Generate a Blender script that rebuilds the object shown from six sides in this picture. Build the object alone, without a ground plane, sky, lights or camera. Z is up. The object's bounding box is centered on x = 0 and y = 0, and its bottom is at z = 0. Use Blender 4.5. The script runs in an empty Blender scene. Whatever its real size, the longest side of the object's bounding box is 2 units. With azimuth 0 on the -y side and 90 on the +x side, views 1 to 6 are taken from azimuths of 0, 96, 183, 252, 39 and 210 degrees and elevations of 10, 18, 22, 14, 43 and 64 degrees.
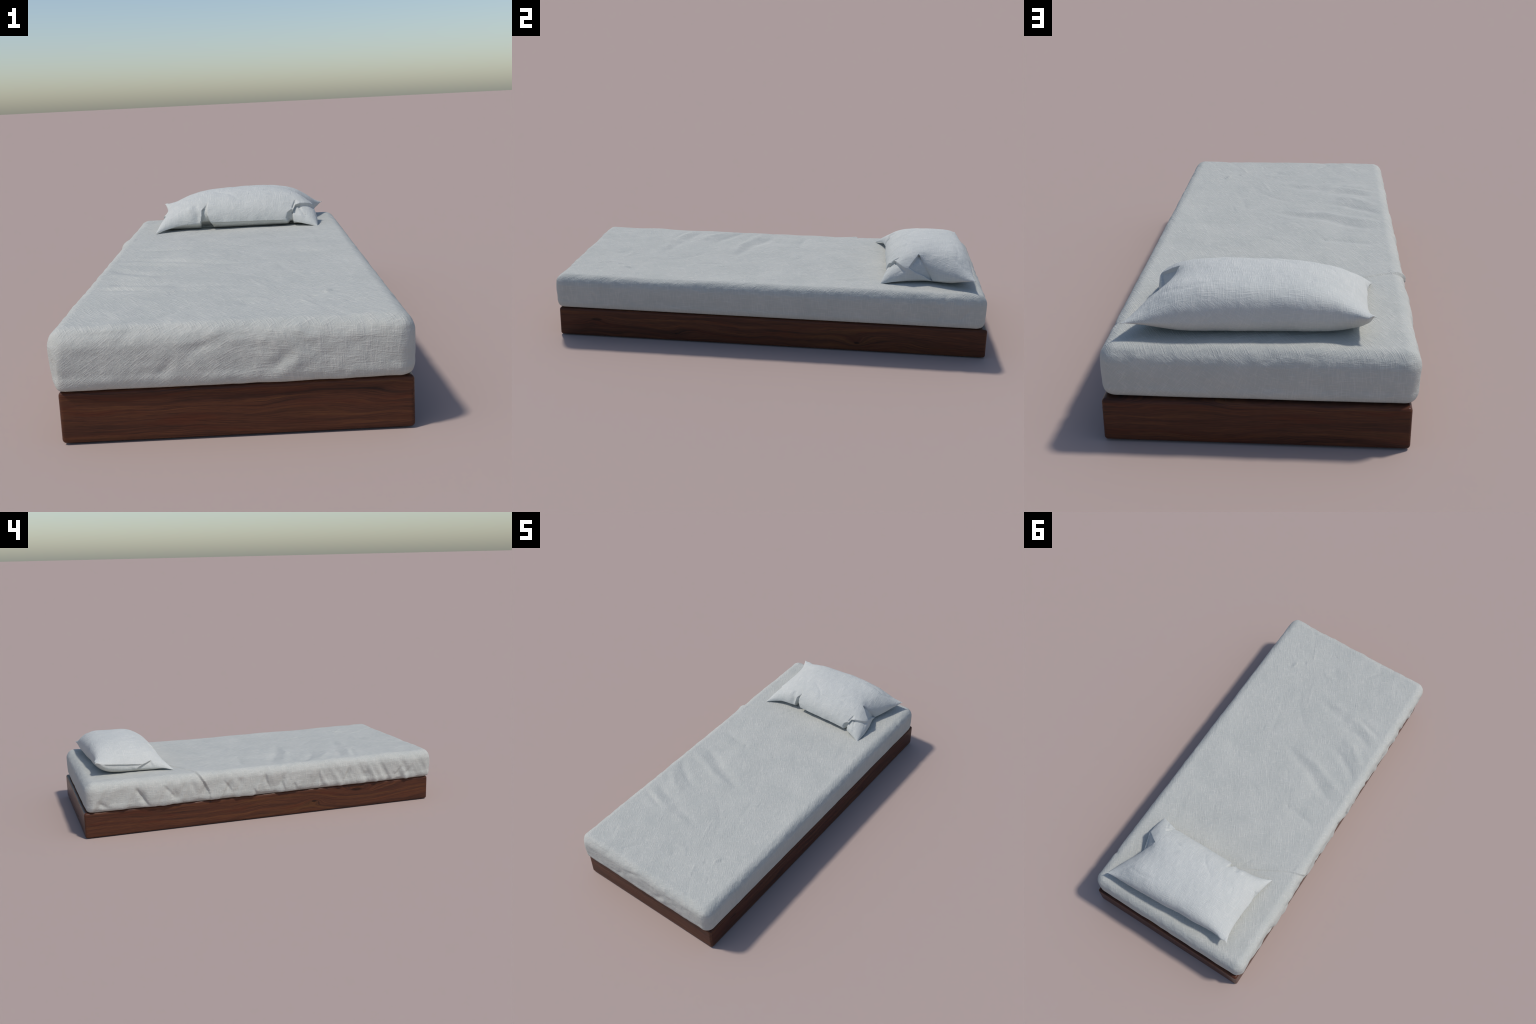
"""A low single bed: a solid walnut plinth, a mattress in a rumpled linen sheet and a linen pillow."""
import bpy
import numpy as np

RNG = np.random.RandomState(7)
LATTICE = RNG.rand(32, 32, 32)


# ------------------------------------------------------------------ helpers
def noise(p, scale, shift=0.0):
    """Smooth value noise in about [-1, 1]; scale may be one number or three."""
    q = p * np.asarray(scale) + np.array([11.3, 5.7, 8.1]) * (1 + shift)
    i = np.floor(q).astype(int)
    f = q - i
    f = f * f * f * (f * (f * 6 - 15) + 10)
    out = 0
    for dx in (0, 1):
        wx = f[:, 0] if dx else 1 - f[:, 0]
        for dy in (0, 1):
            wy = f[:, 1] if dy else 1 - f[:, 1]
            for dz in (0, 1):
                wz = f[:, 2] if dz else 1 - f[:, 2]
                out = out + wx * wy * wz * LATTICE[(i[:, 0] + dx) % 32, (i[:, 1] + dy) % 32, (i[:, 2] + dz) % 32]
    return out * 2 - 1


def fbm(p, scale, octaves=3, shift=0.0):
    scale = np.asarray(scale, float)
    return sum(noise(p, scale * 2.03**k, shift + k * 1.7) * 0.5**k for k in range(octaves))


def step(a, b, x):
    t = np.clip((x - a) / (b - a), 0, 1)
    return t * t * (3 - 2 * t)


def unit(v):
    v = np.asarray(v, float)
    return v / np.linalg.norm(v)


def to_line(q, line):
    """Signed distance of 2-D points to a polyline (positive on its left) and place along it, 0 to 1."""
    line = np.asarray(line, float)
    seg = np.linalg.norm(np.diff(line, axis=0), axis=1)
    start = np.concatenate([[0], np.cumsum(seg)])
    best = np.full(len(q), 1e9)
    sign = np.ones(len(q))
    place = np.zeros(len(q))
    for k in range(len(seg)):
        a, d = line[k], (line[k + 1] - line[k]) / max(seg[k], 1e-9)
        r = q - a
        along = np.clip(r @ d, 0, seg[k])
        off = r - along[:, None] * d
        dist = np.hypot(off[:, 0], off[:, 1])
        side = np.where(d[0] * r[:, 1] - d[1] * r[:, 0] >= 0, 1.0, -1.0)
        near = dist < best - 1e-9
        best = np.where(near, dist, best)
        sign = np.where(near, side, sign)
        place = np.where(near, (start[k] + along) / start[-1], place)
    return best * sign, place


def taper(place, ends=0.25):
    return step(-0.02, ends, place) * step(-0.02, ends, 1 - place)


def groove(q, line, width, ends=0.3):
    """Soft symmetrical trough, 0 to 1."""
    d, place = to_line(q, line)
    return np.exp(-((d / width) ** 2)) * (0.15 + 0.85 * taper(place, ends)) * np.exp(-np.maximum(0, abs(d) - 3 * width))


def fold(q, line, left, right, w_left, w_right, ends=0.25, edge=0.0015):
    """A lapped fold: the cloth stands `left` high on the left of the line and `right` high on its right."""
    d, place = to_line(q, line)
    lap = step(-edge, edge, d)
    h = lap * left * np.exp(-np.maximum(d, 0) / w_left) + (1 - lap) * right * np.exp(-np.maximum(-d, 0) / w_right)
    return h * taper(place, ends)


def curve(points, u):
    """Cubic through control points (first number: the parameter)."""
    pts = np.asarray(points, float)
    x, y = pts[:, 0], pts[:, 1:]
    m = np.gradient(y, x, axis=0)
    k = np.clip(np.searchsorted(x, u) - 1, 0, len(x) - 2)
    h = (x[k + 1] - x[k])[:, None]
    t = ((u - x[k]) / (x[k + 1] - x[k]))[:, None]
    return (2 * t**3 - 3 * t**2 + 1) * y[k] + (t**3 - 2 * t**2 + t) * h * m[k] + (-2 * t**3 + 3 * t**2) * y[k + 1] + (t**3 - t**2) * h * m[k + 1]


def make(name, verts, quads, material, parent):
    me = bpy.data.meshes.new(name)
    me.vertices.add(len(verts))
    me.vertices.foreach_set("co", np.ascontiguousarray(verts, np.float32).ravel())
    me.loops.add(quads.size)
    me.loops.foreach_set("vertex_index", np.ascontiguousarray(quads, np.int32).ravel())
    me.polygons.add(len(quads))
    me.polygons.foreach_set("loop_start", np.arange(0, quads.size, 4, dtype=np.int32))
    me.polygons.foreach_set("use_smooth", np.ones(len(quads), bool))
    me.update(calc_edges=True)
    me.validate()
    me.materials.append(material)
    ob = bpy.data.objects.new(name, me)
    bpy.context.scene.collection.objects.link(ob)
    ob.parent = parent
    return ob


def weld(verts, quads, tol=1e-6):
    key = np.round(verts / tol).astype(np.int64)
    _, first, back = np.unique(key, axis=0, return_index=True, return_inverse=True)
    back = back.reshape(-1)
    quads = back[quads]
    return verts[first], quads


def sheet_of_quads(rows, cols, flip=False):
    i = np.arange(rows * cols).reshape(rows, cols)
    q = np.stack([i[:-1, :-1], i[1:, :-1], i[1:, 1:], i[:-1, 1:]], -1).reshape(-1, 4)
    return q[:, ::-1] if flip else q


def vertex_normals(verts, quads):
    a, b, c, d = (verts[quads[:, k]] for k in range(4))
    n = np.cross(c - a, d - b)
    out = np.zeros_like(verts)
    for k in range(4):
        for ax in range(3):
            out[:, ax] += np.bincount(quads[:, k], n[:, ax], len(verts))
    return out / np.maximum(np.linalg.norm(out, axis=1), 1e-12)[:, None]


def rounded_box(low, high, radius, cell):
    """Welded quad skin of a box with rounded edges, every face cut into cells."""
    low, high = np.asarray(low, float), np.asarray(high, float)
    n = np.maximum(2, np.round((high - low) / cell).astype(int))
    verts, quads, base = [], [], 0
    for ax in range(3):
        u, v = (ax + 1) % 3, (ax + 2) % 3
        gu, gv = np.meshgrid(np.linspace(low[u], high[u], n[u] + 1), np.linspace(low[v], high[v], n[v] + 1), indexing="ij")
        for end in (0, 1):
            p = np.zeros(gu.shape + (3,))
            p[..., u], p[..., v], p[..., ax] = gu, gv, (high if end else low)[ax]
            verts.append(p.reshape(-1, 3))
            quads.append(sheet_of_quads(*gu.shape, flip=not end) + base)
            base += gu.size
    verts, quads = weld(np.concatenate(verts), np.concatenate(quads))
    core = np.clip(verts, low + radius, high - radius)
    off = verts - core
    verts = core + off / np.maximum(np.linalg.norm(off, axis=1), 1e-9)[:, None] * radius
    return verts, quads


# ---------------------------------------------------------------- materials
class Nodes:
    def __init__(self, name):
        self.material = bpy.data.materials.new(name)
        self.material.use_nodes = True
        self.tree = self.material.node_tree
        self.tree.nodes.clear()
        self.coord = self.new("ShaderNodeTexCoord").outputs["Object"]

    def new(self, kind, **settings):
        node = self.tree.nodes.new(kind)
        for k, v in settings.items():
            setattr(node, k, v)
        return node

    def put(self, socket, value):
        if isinstance(value, bpy.types.NodeSocket):
            self.tree.links.new(value, socket)
        elif value is not None:
            socket.default_value = value

    def math(self, op, a, b=None, c=None, clamp=False):
        n = self.new("ShaderNodeMath", operation=op, use_clamp=clamp)
        for s, v in zip(n.inputs, (a, b, c)):
            self.put(s, v)
        return n.outputs[0]

    def vec(self, op, a, b=None):
        n = self.new("ShaderNodeVectorMath", operation=op)
        self.put(n.inputs[0], a)
        self.put(n.inputs[1], b)
        return n.outputs["Value" if op in ("DOT_PRODUCT", "LENGTH", "DISTANCE") else "Vector"]

    def combine(self, x, y, z):
        n = self.new("ShaderNodeCombineXYZ")
        for s, v in zip(n.inputs, (x, y, z)):
            self.put(s, v)
        return n.outputs[0]

    def noise(self, vector, scale, detail=2.0, rough=0.5, distortion=0.0):
        n = self.new("ShaderNodeTexNoise")
        self.put(n.inputs["Vector"], vector)
        for k, v in (("Scale", scale), ("Detail", detail), ("Roughness", rough), ("Distortion", distortion)):
            n.inputs[k].default_value = v
        return n.outputs["Fac"]

    def mix(self, fac, a, b, kind="FLOAT", blend="MIX"):
        n = self.new("ShaderNodeMix", data_type=kind)
        if kind == "RGBA":
            n.blend_type = blend
        tag = {"FLOAT": "Float", "RGBA": "Color"}[kind]
        ins = {s.identifier: s for s in n.inputs}
        self.put(ins["Factor_Float"], fac)
        self.put(ins["A_" + tag], a)
        self.put(ins["B_" + tag], b)
        return next(s for s in n.outputs if s.identifier == "Result_" + tag)

    def span(self, value, lo, hi, a=0.0, b=1.0):
        n = self.new("ShaderNodeMapRange", interpolation_type="SMOOTHSTEP")
        for s, v in zip(n.inputs, (value, lo, hi, a, b)):
            self.put(s, v)
        return n.outputs[0]

    def ramp(self, fac, *stops):
        n = self.new("ShaderNodeValToRGB")
        el = n.color_ramp.elements
        while len(el) < len(stops):
            el.new(0.5)
        for e, (pos, col) in zip(el, stops):
            e.position, e.color = pos, (*col, 1)
        self.put(n.inputs[0], fac)
        return n.outputs[0]

    def finish(self, colour, rough, bump=(), sheen=0.0, specular=0.5, subsurface=0.0):
        p = self.new("ShaderNodeBsdfPrincipled")
        self.put(p.inputs["Base Color"], colour)
        self.put(p.inputs["Roughness"], rough)
        p.inputs["Specular IOR Level"].default_value = specular
        p.inputs["Sheen Weight"].default_value = sheen
        p.inputs["Sheen Roughness"].default_value = 0.6
        normal = None
        for height, strength, distance in bump:
            b = self.new("ShaderNodeBump")
            b.inputs["Strength"].default_value = strength
            b.inputs["Distance"].default_value = distance
            self.put(b.inputs["Height"], height)
            self.put(b.inputs["Normal"], normal)
            normal = b.outputs[0]
        self.put(p.inputs["Normal"], normal)
        self.tree.links.new(p.outputs[0], self.new("ShaderNodeOutputMaterial").inputs[0])
        return self.material


def linen(name, dark, light, turn, thread, relief, crumple):
    """Slubby woven linen. `turn`: angle of the threads on level cloth; `thread`: threads per metre."""
    g = Nodes(name)
    s = g.new("ShaderNodeSeparateXYZ")
    g.put(s.inputs[0], g.coord)
    x, y, z = s.outputs
    normal = g.new("ShaderNodeSeparateXYZ")
    g.put(normal.inputs[0], g.new("ShaderNodeNewGeometry").outputs["Normal"])
    flat = g.span(g.math("ABSOLUTE", normal.outputs[2]), 0.45, 0.8)
    # slow warp so that threads wander
    warp = g.math("MULTIPLY", g.math("SUBTRACT", g.noise(g.coord, 3.0, 1.0), 0.5), 0.06)
    xw, yw = g.math("ADD", x, warp), g.math("SUBTRACT", y, warp)
    c, n = float(np.cos(turn)), float(np.sin(turn))
    a = g.math("ADD", g.math("MULTIPLY", xw, c), g.math("MULTIPLY", yw, n))
    b = g.math("SUBTRACT", g.math("MULTIPLY", yw, c), g.math("MULTIPLY", xw, n))
    slow = thread * 0.085

    def threads(across, along, extra, salt):
        v = g.combine(g.math("MULTIPLY", across, thread), g.math("MULTIPLY", along, slow), g.math("MULTIPLY_ADD", extra, slow, salt))
        return g.span(g.noise(v, 1.0, 0.5, 0.5), 0.46, 0.76)

    level = g.math("ADD", threads(a, b, z, 1.0), threads(b, a, z, 17.0))
    tilt = g.span(g.math("MULTIPLY", x, y), -0.25, 0.2, 0.0, 0.7)  # threads slant at one end of foot and head, copying distorted texture mapping
    across = g.span(g.math("ABSOLUTE", normal.outputs[0]), 0.5, 0.8)
    h = g.mix(across, xw, yw)
    tilt = g.math("MULTIPLY", tilt, g.math("SUBTRACT", 1.0, across))
    hc = g.math("MULTIPLY_ADD", z, tilt, h)
    zc = g.math("SUBTRACT", z, g.math("MULTIPLY", h, tilt))
    upright = g.math("ADD", threads(hc, zc, x, 33.0), threads(zc, hc, x, 51.0))
    weave = g.math("MULTIPLY", g.mix(flat, upright, level), 0.5)
    raised = g.math("MULTIPLY", weave, g.mix(flat, 0.4, 1.0))
    lumps = g.noise(g.coord, 45.0, 3.0, 0.6)
    fine = g.noise(g.coord, 300.0, 2.0, 0.6)
    blotch = g.noise(g.coord, 9.0, 3.0, 0.55)
    tone = g.math("ADD", g.math("MULTIPLY_ADD", weave, 0.9, 0.12), g.math("MULTIPLY", g.span(blotch, 0.3, 0.7), 0.3))
    tone = g.math("ADD", tone, g.math("MULTIPLY", fine, 0.15))
    colour = g.mix(tone, (*dark, 1), (*light, 1), "RGBA")
    return g.finish(colour, 0.9, [(lumps, crumple, 0.01), (g.math("MULTIPLY_ADD", fine, 0.5, raised), relief, 0.004)], sheen=0.05, specular=0.15)


def walnut(name):
    g = Nodes(name)
    s = g.new("ShaderNodeSeparateXYZ")
    g.put(s.inputs[0], g.coord)
    x, y, z = s.outputs
    normal = g.new("ShaderNodeSeparateXYZ")
    g.put(normal.inputs[0], g.new("ShaderNodeNewGeometry").outputs["True Normal"])
    side = g.span(g.math("ABSOLUTE", normal.outputs[0]), 0.6, 0.8)  # 1 on the long sides
    left = g.span(normal.outputs[0], 0.2, -0.2)
    along = g.mix(side, g.math("ADD", x, 5.0), g.math("MULTIPLY_ADD", left, 9.0, y))
    up = g.math("SUBTRACT", z, g.math("MULTIPLY", g.math("SUBTRACT", 1.0, side), g.math("MULTIPLY", y, 0.02)))
    # the grain runs lengthways and bends round knots: (place along the left or right side, height, pull)
    field = g.math("MULTIPLY", up, 1.0)
    sway = g.noise(g.combine(g.math("MULTIPLY", along, 2.2), g.math("MULTIPLY", up, 7.0), side), 1.0, 2.0, 0.5)
    field = g.math("MULTIPLY_ADD", sway, 0.085, field)
    ripple = g.noise(g.combine(g.math("MULTIPLY", along, 9.0), g.math("MULTIPLY", up, 30.0), 3.0), 1.0, 2.0, 0.55)
    field = g.math("MULTIPLY_ADD", ripple, 0.012, field)
    knots = None
    for place, height, wide, tall, pull, on_left in (
        (-0.53, 0.105, 0.13, 0.034, 0.085, 1), (-0.27, 0.062, 0.06, 0.026, -0.060, 1), (0.33, 0.125, 0.03, 0.012, 0.012, 1),
        (-0.42, 0.035, 0.03, 0.012, 0.014, 0), (0.42, 0.040, 0.05, 0.022, 0.030, 0), (-0.80, 0.085, 0.10, 0.025, -0.040, 0)):
        mid = place + (9.0 if on_left else 0.0)
        dx = g.math("DIVIDE", g.math("SUBTRACT", along, mid), wide)
        dz = g.math("DIVIDE", g.math("SUBTRACT", up, height), tall)
        r = g.math("ADD", g.math("MULTIPLY", dx, dx), g.math("MULTIPLY", dz, dz))
        bell = g.math("DIVIDE", 1.0, g.math("ADD", 1.0, r))
        field = g.math("MULTIPLY_ADD", bell, pull, field)
        core = g.span(r, 0.10, 0.02)
        core = g.math("MULTIPLY", core, side)
        knots = core if knots is None else g.math("MAXIMUM", knots, core)
    lines = g.noise(g.combine(g.math("MULTIPLY", field, 62.0), g.math("MULTIPLY", along, 0.8), side), 1.0, 3.0, 0.6)
    streak = g.noise(g.combine(g.math("MULTIPLY", field, 330.0), g.math("MULTIPLY", along, 5.0), 7.0), 1.0, 2.0, 0.6)
    pores = g.noise(g.combine(g.math("MULTIPLY", up, 900.0), g.math("MULTIPLY", along, 22.0), g.math("MULTIPLY", x, 3.0)), 1.0, 1.0, 0.5)
    t = g.math("ADD", g.math("MULTIPLY", lines, 0.52), g.math("MULTIPLY", streak, 0.48))
    colour = g.ramp(t, (0.30, (0.026, 0.016, 0.014)), (0.40, (0.054, 0.024, 0.016)), (0.49, (0.080, 0.031, 0.019)), (0.58, (0.106, 0.041, 0.021)), (0.72, (0.135, 0.060, 0.027)))
    red = g.span(g.noise(g.combine(g.math("MULTIPLY", along, 4.0), g.math("MULTIPLY", field, 40.0), 2.0), 1.0, 2.0), 0.5, 0.72)
    colour = g.mix(g.math("MULTIPLY", red, 0.45), colour, (0.098, 0.025, 0.013, 1), "RGBA")
    gold = g.span(g.noise(g.combine(g.math("MULTIPLY", along, 1.5), g.math("MULTIPLY", field, 24.0), 9.0), 1.0, 2.0), 0.55, 0.75)
    colour = g.mix(g.math("MULTIPLY", gold, 0.5), colour, (0.130, 0.058, 0.022, 1), "RGBA")
    colour = g.mix(g.span(pores, 0.52, 0.68, 0.0, 0.35), colour, (0.022, 0.012, 0.009, 1), "RGBA")
    colour = g.mix(g.math("MULTIPLY", knots, 0.75), colour, (0.015, 0.009, 0.008, 1), "RGBA")
    rough = g.span(lines, 0.3, 0.7, 0.34, 0.26)
    return g.finish(colour, rough, [(g.math("ADD", g.math("MULTIPLY", streak, 0.6), g.math("MULTIPLY", pores, 0.4)), 0.12, 0.0012)], specular=0.13)


# ----------------------------------------------------------------- the base
def build_base(parent, material):
    verts, quads = rounded_box((-0.431, -0.979, 0.0), (0.449, 0.999, 0.1345), 0.011, 0.0037)
    return make("wooden_base", verts, quads, material, parent)


# -------------------------------------------------------------- the mattress
def build_mattress(parent, material):
    verts, quads = rounded_box((-0.450, -0.9935, 0.131), (0.4525, 0.987, 0.2935), 0.044, 0.0045)
    n = vertex_normals(verts, quads)
    x, y, z = verts.T
    top = step(0.6, 0.95, n[:, 2])
    wall = 1 - step(0.3, 0.8, abs(n[:, 2]))
    low = step(0.20, 0.145, z)
    left, right = step(0.3, 0.8, -n[:, 0]), step(0.3, 0.8, n[:, 0])
    foot, head = step(0.3, 0.8, -n[:, 1]), step(0.3, 0.8, n[:, 1])
    # the walls lean: fullest at half height, drawn in below
    height = np.clip((z - 0.131) / 0.1625, 0, 1)
    belly = 0.004 * np.sin(np.pi * height) - 0.005 * (1 - height) ** 2 - 0.002 * height**3
    d = belly * wall
    d = d + 0.008 * step(0.25, -0.7, n[:, 2]) * step(-1.0, -0.6, n[:, 2])  # tight lower edge
    # soft unevenness of the filling and the cloth
    p = verts
    d = d + top * (0.0026 * fbm(p, (3.2, 2.4, 3), 3) + 0.0011 * fbm(p, 14, 3, 3.0))
    turned = np.stack([0.9 * x + 0.43 * y, 0.9 * y - 0.43 * x, z], 1)
    for salt, scale in ((21.0, (2.2, 7.0, 1)), (27.0, (6.0, 3.0, 1))):
        d = d - top * 0.0016 * np.exp(-((noise(turned, scale, salt) / 0.10) ** 2)) * step(-0.2, 0.5, noise(p, (5, 4, 1), salt + 3)) * step(0.82, 0.60, y)
        d = d + top * 0.0029 * noise(turned, np.asarray(scale) * 1.3, salt + 1)
    d = d + wall * (0.0010 * fbm(p, 9, 3, 1.0) + 0.0006 * fbm(p, 30, 2, 2.0))
    edge = step(0.93, 0.75, abs(n[:, 2])) * step(0.1, 0.3, n[:, 2])
    d = d + edge * 0.0013 * fbm(p, 24, 3, 5.0)
    d = d + low * wall * 0.0022 * noise(p, (14, 14, 4), 4.0)
    # left side: slanting folds of slack cloth, fuller towards the hem
    slant = np.stack([x * 0, y + (z - 0.2) * 0.55 * np.sign(y + 0.3), z], 1)
    d = d + left * (0.0078 * noise(slant, (1, 17, 4), 6.0) + 0.0050 * noise(slant, (1, 37, 6), 7.0) - 0.004) * step(0.30, 0.19, z)
    q = verts[:, 1:]
    for line, depth, width in (
        ([(0.438, 0.266), (0.42, 0.216), (0.402, 0.174)], 0.005, 0.010),
        ([(0.254, 0.259), (0.231, 0.22), (0.199, 0.18)], 0.006, 0.011),
        ([(0.188, 0.26), (0.165, 0.229), (0.141, 0.194)], 0.005, 0.010),
        ([(0.01, 0.262), (0.003, 0.212), (-0.018, 0.170)], 0.008, 0.011),
        ([(-0.074, 0.246), (-0.086, 0.162)], 0.005, 0.010),
        ([(0.735, 0.262), (0.695, 0.207), (0.675, 0.165), (0.645, 0.143)], 0.010, 0.010),
        ([(0.935, 0.197), (0.903, 0.169), (0.865, 0.143)], 0.006, 0.008),
        ([(0.574, 0.257), (0.536, 0.212), (0.503, 0.159), (0.484, 0.136)], 0.008, 0.012),
        ([(-0.485, 0.255), (-0.466, 0.204), (-0.448, 0.165)], 0.006, 0.008),
        ([(-0.812, 0.224), (-0.779, 0.18)], 0.006, 0.008),
        ([(-0.877, 0.218), (-0.839, 0.178), (-0.805, 0.147)], 0.006, 0.008),
        ([(-0.60, 0.215), (-0.56, 0.165)], 0.004, 0.010),
        ([(-0.24, 0.235), (-0.235, 0.165)], 0.004, 0.011),
        ([(-0.345, 0.225), (-0.33, 0.165)], 0.004, 0.011)):
        d = d - left * depth * groove(q, line, 1.6 * width, 0.5)
    # and the lips beside the deepest of them
    for line, lip, dip in (
        ([(0.43, 0.325), (0.39, 0.281), (0.36, 0.238), (0.337, 0.191), (0.325, 0.128)], 0.006, -0.004),
        ([(0.735, 0.262), (0.695, 0.207), (0.672, 0.165), (0.64, 0.143)], 0.007, -0.005),
        ([(0.020, 0.270), (0.008, 0.212), (-0.012, 0.165)], 0.006, -0.005),
        ([(0.590, 0.262), (0.545, 0.212), (0.508, 0.160)], 0.004, -0.004),
        ([(0.262, 0.255), (0.231, 0.215), (0.199, 0.165)], 0.004, -0.004),
        ([(-0.075, 0.215), (-0.095, 0.150)], 0.005, -0.004),
        ([(-0.150, 0.195), (-0.165, 0.145)], 0.004, -0.004),
        ([(0.090, 0.190), (0.065, 0.145)], 0.004, -0.004),
        ([(-0.470, 0.240), (-0.455, 0.200), (-0.440, 0.155)], -0.004, 0.004),
        ([(-0.790, 0.210), (-0.760, 0.165)], -0.004, 0.004)):
        d = d + step(0.05, 0.5, -n[:, 0]) * fold(q, line, dip, lip, 0.022, 0.028, 0.4, edge=0.0015 if line[0][0] == 0.43 else 0.007)
    # right side: nearly smooth, a few tension creases
    for line, depth, width in (
        ([(0.82, 0.31), (0.801, 0.272), (0.785, 0.198), (0.768, 0.151)], 0.004, 0.010),
        ([(0.913, 0.228), (0.883, 0.19), (0.863, 0.171)], 0.003, 0.008),
        ([(-0.766, 0.285), (-0.770, 0.233), (-0.767, 0.15)], 0.003, 0.006),
        ([(-0.816, 0.218), (-0.795, 0.17)], 0.002, 0.008)):
        d = d - right * depth * groove(q, line, width)
    # foot: slanting pulls
    q = verts[:, [0, 2]]
    for line, depth, width in (
        ([(-0.115, 0.222), (-0.043, 0.249), (0.005, 0.268)], 0.005, 0.010),
        ([(-0.190, 0.160), (-0.158, 0.187), (-0.140, 0.222)], 0.004, 0.010),
        ([(0.080, 0.162), (0.120, 0.195), (0.160, 0.226)], 0.004, 0.010),
        ([(0.115, 0.165), (0.145, 0.180), (0.185, 0.205)], -0.004, 0.010),
        ([(0.167, 0.240), (0.215, 0.222)], 0.002, 0.010),
        ([(0.261, 0.260), (0.290, 0.253)], 0.002, 0.006),
        ([(-0.06, 0.262), (0.02, 0.287)], -0.003, 0.014)):
        d = d - foot * 0.9 * depth * groove(q, line, 1.4 * width, 0.45)
    d = d + foot * (0.0012 * fbm(p, 24, 3, 8.0) * step(-0.5, 0.2, x) + 0.0022 * fbm(p, (7, 7, 11), 3, 12.0))
    d = d + head * 0.0012 * noise(p, (8, 1, 3), 9.0)
    # top: long shallow waves fanning out from the left edge
    q = verts[:, :2]
    for line, depth, width in (
        ([(0.06, -0.23), (-0.043, -0.187), (-0.152, -0.15), (-0.247, -0.097), (-0.40, -0.036)], 0.0055, 0.026),
        ([(-0.16, -0.345), (-0.259, -0.326), (-0.340, -0.275), (-0.42, -0.21)], 0.0055, 0.024),
        ([(-0.18, -0.485), (-0.283, -0.488), (-0.38, -0.45)], 0.0055, 0.024),
        ([(0.0, -0.56), (-0.137, -0.533), (-0.2, -0.51)], 0.003, 0.022),
        ([(-0.10, -0.615), (-0.19, -0.645)], 0.002, 0.018),
        ([(-0.22, -0.585), (-0.325, -0.552), (-0.40, -0.53)], 0.003, 0.016),
        ([(-0.15, 0.10), (-0.25, 0.108), (-0.36, 0.125)], 0.003, 0.018),
        ([(-0.06, -0.224), (-0.167, -0.204), (-0.254, -0.163), (-0.42, -0.105)], -0.0045, 0.022),
        ([(-0.201, -0.425), (-0.297, -0.396), (-0.40, -0.312)], -0.0045, 0.024),
        ([(-0.203, -0.557), (-0.273, -0.546), (-0.400, -0.500)], -0.003, 0.018),
        ([(-0.016, -0.595), (-0.119, -0.580), (-0.237, -0.605)], -0.0025, 0.02),
        ([(0.225, -0.870), (0.189, -0.771)], -0.0016, 0.007),
        ([(0.110, -0.640), (0.050, -0.469)], -0.0012, 0.006),
        ([(0.204, -0.272), (0.190, -0.222)], 0.0012, 0.005),
        ([(-0.135, 0.541), (-0.156, 0.508), (-0.190, 0.44)], 0.0018, 0.007),
        ([(-0.055, -0.09), (-0.100, -0.02)], 0.0012, 0.006),
        ([(0.035, 0.10), (0.010, 0.115)], 0.0014, 0.007),
        ([(-0.168, 0.090), (-0.186, 0.106)], 0.002, 0.007),
        ([(0.215, -0.745), (0.232, -0.728)], 0.0022, 0.014),
        ([(0.295, -0.690), (0.275, -0.675)], 0.0022, 0.014),
        ([(0.06, -0.80), (0.02, -0.77)], 0.002, 0.014),
        ([(0.13, -0.86), (0.07, -0.87)], 0.002, 0.014),
        ([(0.30, -0.83), (0.34, -0.80)], 0.002, 0.016),
        ([(0.10, -0.74), (0.0, -0.72)], -0.002, 0.016)):
        d = d - step(0.1, 0.6, n[:, 2]) * 1.25 * depth * groove(q, line, width)
    up = step(0.1, 0.6, n[:, 2])
    d = d + up * fold(q, [(0.264, -0.735), (0.258, -0.700), (0.262, -0.665)], 0.0, 0.0045, 0.012, 0.014, 0.4)
    d = d + up * fold(q, [(-0.17, 0.53), (-0.376, 0.412), (-0.427, 0.396), (-0.47, 0.372)], 0.0030, -0.0015, 0.02, 0.02, 0.2)
    d = d + up * 0.003 * np.exp(-(((x + 0.405) / 0.008) ** 2) - ((y - 0.385) / 0.014) ** 2)
    d = d + left * 0.002 * np.exp(-(((y - 0.378) / 0.014) ** 2) - ((z - 0.268) / 0.02) ** 2)
    return make("mattress", verts + n * d[:, None], quads, material, parent)


# ---------------------------------------------------------------- the pillow
REST = 0.2935  # height of the cloth it lies on

FOOT_EDGE = [(-1.0, -0.332, 0.498, 0.297), (-0.80, -0.262, 0.531, 0.312), (-0.58, -0.185, 0.546, 0.322), (-0.35, -0.108, 0.546, 0.327),
             (0.12, 0.045, 0.545, 0.327), (0.55, 0.19, 0.545, 0.323), (0.74, 0.252, 0.540, 0.314), (0.88, 0.298, 0.526, 0.303), (1.0, 0.341, 0.513, 0.293)]
HEAD_EDGE = [(-1.0, -0.329, 0.915, 0.369), (-0.82, -0.265, 0.905, 0.362), (-0.3, -0.105, 0.911, 0.357), (0.2, 0.072, 0.921, 0.353), (0.7, 0.26, 0.929, 0.349), (1.0, 0.396, 0.936, 0.344)]
LEFT_EDGE = [(-1.0, -0.332, 0.498, 0.297), (-0.68, -0.320, 0.568, 0.314), (-0.34, -0.309, 0.640, 0.323), (0.20, -0.304, 0.757, 0.337), (0.66, -0.308, 0.852, 0.350), (1.0, -0.329, 0.915, 0.369)]
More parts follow.
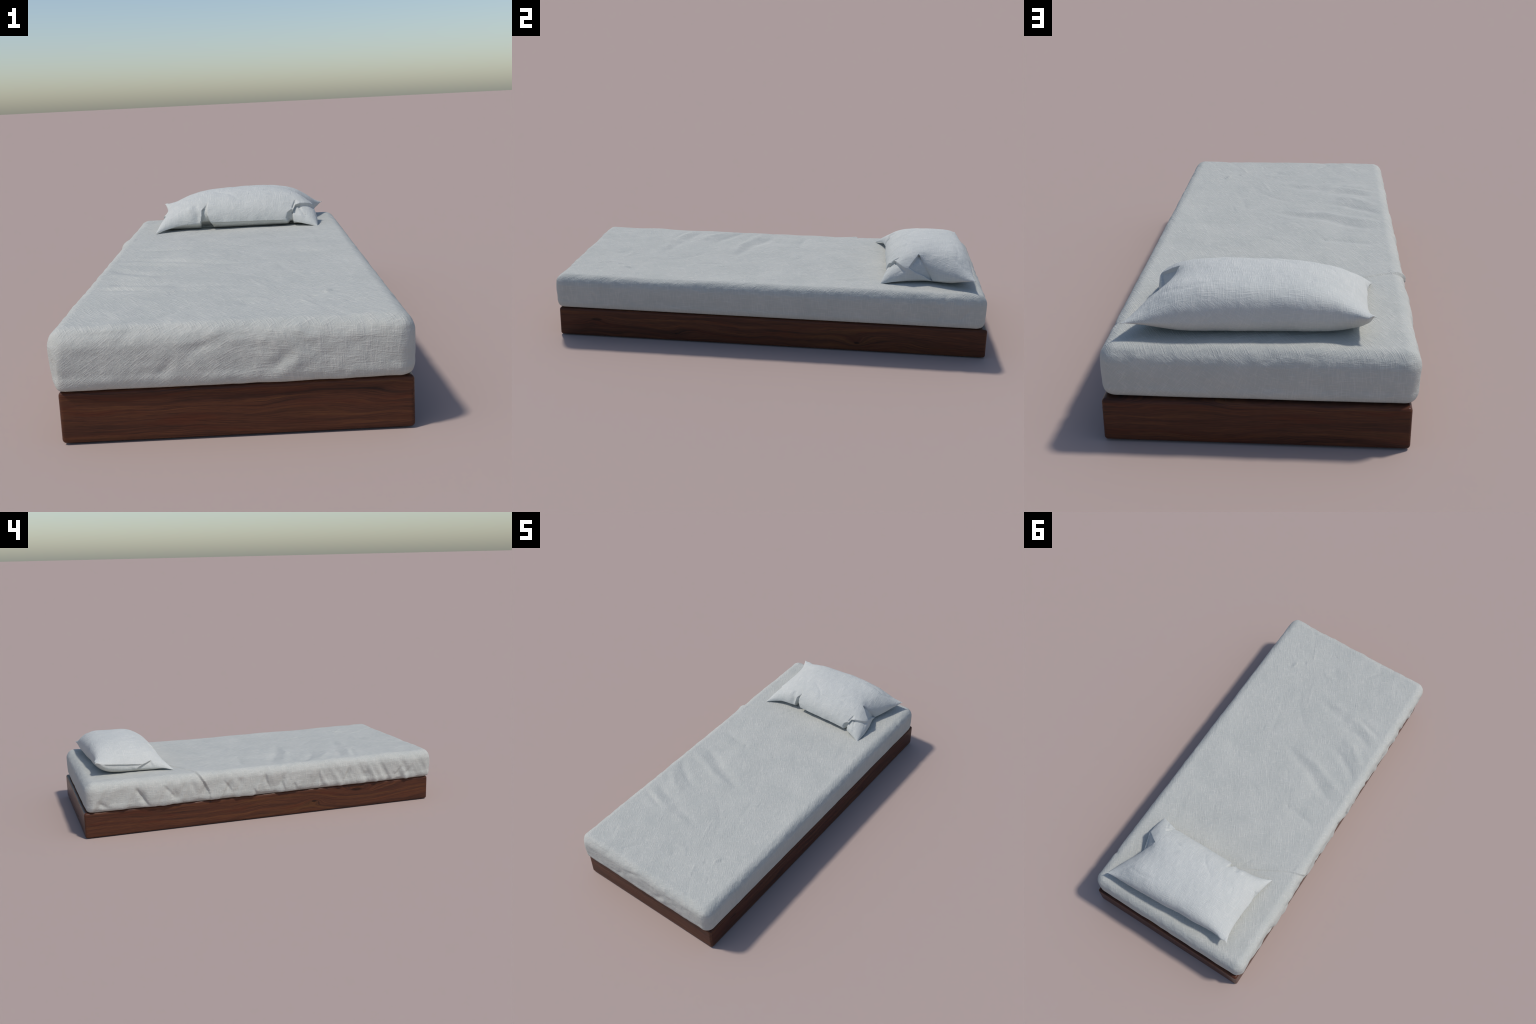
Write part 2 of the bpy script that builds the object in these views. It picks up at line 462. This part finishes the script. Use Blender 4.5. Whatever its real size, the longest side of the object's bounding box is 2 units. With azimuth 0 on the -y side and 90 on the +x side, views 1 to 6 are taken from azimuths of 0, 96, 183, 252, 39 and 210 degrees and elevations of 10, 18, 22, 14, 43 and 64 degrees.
RIGHT_EDGE = [(-1.0, 0.341, 0.513, 0.293), (-0.68, 0.346, 0.580, 0.310), (-0.42, 0.340, 0.635, 0.322), (0.08, 0.318, 0.744, 0.319), (0.36, 0.337, 0.800, 0.325), (0.56, 0.356, 0.842, 0.332), (1.0, 0.396, 0.936, 0.344)]


def swell(v, p_low, q_low, p_high, q_high):
    a = np.abs(v)
    p, q = np.where(v < 0, p_low, p_high), np.where(v < 0, q_low, q_high)
    return np.maximum(1 - a**p, 0) ** (1 / q)


def even_steps(count, half, rise, low, high):
    """Parameters in [-1, 1] that cut the bulging section into equal lengths."""
    fine = 1 - np.concatenate([[0], np.geomspace(1e-9, 1, 4000)])
    fine = np.unique(np.concatenate([-fine, fine]))
    g = swell(fine, *low, *high) * rise
    length = np.concatenate([[0], np.cumsum(np.hypot(np.diff(fine) * half, np.diff(g)))])
    out = np.interp(np.linspace(0, length[-1], count), length, fine)
    out[0], out[-1] = -1, 1
    return out


def build_pillow(parent, material):
    ns, nt = 300, 220
    s1 = even_steps(ns, 0.33, 0.12, (1.9, 2.0), (4.0, 2.2))
    t1 = even_steps(nt, 0.19, 0.13, (2.4, 2.5), (4.5, 2.8))
    s, t = (a.ravel() for a in np.meshgrid(s1, t1, indexing="ij"))
    u, v = (s + 1) / 2, (t + 1) / 2
    F, H, L, R = curve(FOOT_EDGE, s), curve(HEAD_EDGE, s), curve(LEFT_EDGE, t), curve(RIGHT_EDGE, t)
    A, B, D, C = (np.array(e[k][1:]) for e, k in ((FOOT_EDGE, 0), (FOOT_EDGE, -1), (HEAD_EDGE, 0), (HEAD_EDGE, -1)))
    u, v = u[:, None], v[:, None]
    seam = (1 - v) * F + v * H + (1 - u) * L + u * R - ((1 - u) * (1 - v) * A + u * (1 - v) * B + (1 - u) * v * D + u * v * C)
    # steep walls along the middle of each edge, thin ears at the corners
    ear_s, ear_t = step(0.55, 1.0, abs(s)), step(0.5, 1.0, abs(t))
    gt = swell(t, 2.1, 2.1, 4.5 - 2.4 * ear_s, 2.8 - 0.8 * ear_s)
    gs = swell(s, 1.9, 2.0, 4.5 - 2.3 * ear_t, 2.1)
    crown = 0.444 + 0.003 * np.exp(-(((s - 0.25) / 0.5) ** 2))
    top = seam.copy()
    top[:, 2] += (crown - seam[:, 2]) * gs * gt
    under = seam.copy()
    bs, bt = swell(s, 12.0 - 9 * ear_t, 2.8 - 0.9 * ear_t, 8.0 - 5 * ear_t, 2.2 - 0.3 * ear_t), swell(t, 6.0 - 3 * ear_s, 1.9, 4.5 - 2 * ear_s, 1.9)
    under[:, 2] += (REST - 0.0005 - seam[:, 2]) * bs * bt
    verts = np.concatenate([top, under])
    quads = np.concatenate([sheet_of_quads(ns, nt, True)[:, ::-1][:, ::-1], sheet_of_quads(ns, nt) + ns * nt])
    quads[: len(quads) // 2] = quads[: len(quads) // 2]
    verts, quads = weld(verts, quads)
    a, c = verts[quads[:, 0]], verts[quads[:, 2]]
    n = vertex_normals(verts, quads)
    if n[np.argmax(verts[:, 2])][2] < 0:
        quads, n = quads[:, ::-1], -n
    x, y, z = verts.T
    free = step(REST + 0.002, REST + 0.02, z)
    # fullness and faint creases
    move = n * (free * (0.0025 * fbm(verts, 7, 2) + 0.0009 * fbm(verts, (30, 22, 24), 2, 2.0)))[:, None]

    def lay(line3, up, *how, near=0.05, **kw):
        """Fold along a 3-D line, lifted along `up`; only cloth within `near` of the line moves."""
        nonlocal move
        up = unit(up)
        e1 = unit(np.cross([0, 0, 1.0], up))
        e2 = np.cross(up, e1)
        line3 = np.asarray(line3, float)
        q = np.stack([verts @ e1, verts @ e2], 1)
        line = np.stack([line3 @ e1, line3 @ e2], 1)
        h = fold(q, line, *how, **kw)
        depth = abs((verts - line3.mean(0)) @ up)
        keep = step(near * 1.6, near, depth) * step(0.0, 0.3, n @ up)
        move = move + up * (h * keep)[:, None]

    def dent(at, size, push):
        nonlocal move
        r = (verts - np.asarray(at)) / np.asarray(size)
        move = move + np.asarray(push) * np.exp(-(r**2).sum(1))[:, None]

    def pinch(rows, reach, lift=0.2):
        """Upright pinch in the foot side, cloth drawn in between two lobes.
        rows, from the top down: height, left lip, right lip, depth, softness left, softness right."""
        nonlocal move
        rows = np.asarray(sorted(rows), float)
        left_lip, right_lip, depth, soft_l, soft_r = (np.interp(z, rows[:, 0], rows[:, k]) for k in range(1, 6))
        w = np.clip((x - left_lip) / soft_l, 0, 1) * np.clip((right_lip - x) / soft_r, 0, 1)
        w = w * w * (3 - 2 * w) * step(reach + 0.035, reach, y)
        move = move + np.array([0, 1.0, lift]) * (w * depth)[:, None]

    # pinch near the left end of the foot side
    pinch([(0.400, -0.124, -0.112, 0.0, 0.008, 0.003), (0.384, -0.134, -0.118, 0.009, 0.008, 0.003), (0.374, -0.141, -0.118, 0.017, 0.003, 0.003),
           (0.353, -0.142, -0.116, 0.020, 0.003, 0.004), (0.326, -0.146, -0.104, 0.026, 0.003, 0.010), (0.290, -0.150, -0.088, 0.030, 0.006, 0.016)], 0.60)
    lay([(-0.112, 0.60, 0.405), (-0.118, 0.578, 0.392), (-0.119, 0.556, 0.372)], (0.15, -0.8, 0.6), 0.002, -0.007, 0.02, 0.014, ends=0.4)
    dent((-0.158, 0.545, 0.350), (0.016, 0.03, 0.035), (0.0, 0.008, 0.0))
    dent((-0.190, 0.560, 0.386), (0.016, 0.025, 0.016), (0, -0.005, 0.005))
    dent((-0.165, 0.575, 0.398), (0.012, 0.02, 0.014), (0, 0.004, -0.004))
    dent((-0.20, 0.535, 0.300), (0.06, 0.03, 0.02), (0, 0.0, 0.011))
    dent((-0.115, 0.555, 0.295), (0.035, 0.03, 0.02), (0, 0.004, 0.012))
    # the right front corner: a lobe tucked under a lip, with a second fold on the right side
    pinch([(0.366, 0.236, 0.243, 0.0, 0.006, 0.003), (0.352, 0.216, 0.242, 0.012, 0.014, 0.003), (0.330, 0.208, 0.243, 0.020, 0.022, 0.003), (0.290, 0.222, 0.246, 0.026, 0.014, 0.004)], 0.59)
    lay([(0.238, 0.545, 0.345), (0.243, 0.552, 0.360), (0.255, 0.574, 0.380), (0.280, 0.583, 0.381)], (0.25, -0.78, 0.58), 0.005, -0.013, 0.012, 0.035, ends=0.15, near=0.05)
    lay([(0.262, 0.576, 0.380), (0.285, 0.590, 0.376), (0.310, 0.612, 0.366), (0.334, 0.632, 0.355)], (0.45, -0.65, 0.60), 0.003, -0.012, 0.02, 0.045, ends=0.2, near=0.05, edge=0.007)
    lay([(0.235, 0.555, 0.365), (0.244, 0.570, 0.385), (0.256, 0.596, 0.406)], (0.1, -0.75, 0.65), -0.002, -0.010, 0.02, 0.008, ends=0.3)
    # pocket behind the lobe: deepest along its far side, open at the two crisp near edges
    far, tip = np.array([(0.686, 0.418), (0.750, 0.312)]), np.array([0.637, 0.371])
    along = unit(far[1] - far[0])
    across = np.array([along[1], -along[0]])
    across = across * np.sign((tip - far[0]) @ across)
    e = (verts[:, 1:] - far[0]) @ across
    span_to_tip = (tip - far[0]) @ across
    f = (verts[:, 1:] - far[0]) @ along
    long_side = np.linalg.norm(far[1] - far[0])
    tip_at = (tip - far[0]) @ along
    k = np.clip(e / span_to_tip, 0, 1)
    lo, hi = k * tip_at, long_side + k * (tip_at - long_side)
    inside = step(-0.0015, 0.0015, f - lo) * step(-0.0015, 0.0015, hi - f) * (e >= 0) * step(1.0, 0.93, e / span_to_tip)
    beyond = np.exp(-np.maximum(-e, 0) / 0.016) * step(-0.004, 0.03, f) * step(-0.02, 0.03, long_side - f) * (e < 0)
    side = step(0.24, 0.27, x) * step(0.05, 0.3, n @ unit((1, 0, 0.4)))
    depth = (0.020 * (1 - 0.55 * k) * inside + 0.018 * beyond) * side
    move = move + np.array([-0.95, 0.15, -0.25]) * depth[:, None]
    dent((0.329, 0.640, 0.372), (0.02, 0.022, 0.02), (0.006, 0.004, 0.002))
    dent((0.290, 0.560, 0.330), (0.016, 0.016, 0.014), (-0.002, 0.003, -0.003))
    # left side: welt and a pinch
    lay([(-0.3, 0.870, 0.352), (-0.3, 0.80, 0.345), (-0.3, 0.70, 0.337), (-0.3, 0.655, 0.334)], (-1, 0, 0.2), 0.004, -0.004, 0.02, 0.02, ends=0.15)
    lay([(-0.29, 0.610, 0.352), (-0.3, 0.655, 0.334), (-0.3, 0.685, 0.318), (-0.3, 0.700, 0.298)], (-1, 0, 0.25), -0.007, 0.007, 0.03, 0.03, ends=0.15)
    # foot side: the welt just above the mattress
    lay([(-0.10, 0.546, 0.325), (0.05, 0.545, 0.323), (0.215, 0.545, 0.321)], (0, -1, 0.1), 0.0025, -0.003, 0.015, 0.02, ends=0.1)
    # a nick in the back left ear
    dent((-0.318, 0.925, 0.352), (0.010, 0.03, 0.02), (0.006, -0.012, 0.012))
    dent((-0.285, 0.915, 0.385), (0.02, 0.02, 0.02), (0, 0.008, 0.003))
    # shallow drag lines on the crown
    q = verts[:, :2]
    for line, depth, width in (
        ([(0.02, 0.58), (-0.02, 0.64), (-0.10, 0.70)], 0.002, 0.008), ([(0.24, 0.72), (0.17, 0.70), (0.12, 0.66)], 0.002, 0.008),
        ([(0.20, 0.62), (0.12, 0.64), (0.02, 0.62)], 0.0018, 0.007), ([(-0.20, 0.66), (-0.22, 0.72)], 0.002, 0.008),
        ([(0.30, 0.86), (0.22, 0.87), (0.14, 0.85)], 0.002, 0.009), ([(0.34, 0.90), (0.28, 0.84)], 0.002, 0.008), ([(-0.13, 0.82), (-0.15, 0.79)], 0.0015, 0.007)):
        move = move - n * (depth * groove(q, line, width) * step(0.3, 0.6, n[:, 2]))[:, None]
    return make("pillow", verts + move, quads, material, parent)


# ------------------------------------------------------------------ assemble
bed = bpy.data.objects.new("bed", None)
bpy.context.scene.collection.objects.link(bed)
bed["label"] = "low single bed with walnut base, linen-covered mattress and pillow"
bed["category"] = "single bed"

build_base(bed, walnut("walnut_wood"))
build_mattress(bed, linen("sheet_linen", (0.420, 0.430, 0.399), (0.518, 0.514, 0.472), np.radians(30), 290.0, 0.42, 0.20))
build_pillow(bed, linen("pillow_linen", (0.488, 0.501, 0.475), (0.572, 0.573, 0.539), np.radians(3), 320.0, 0.32, 0.2))
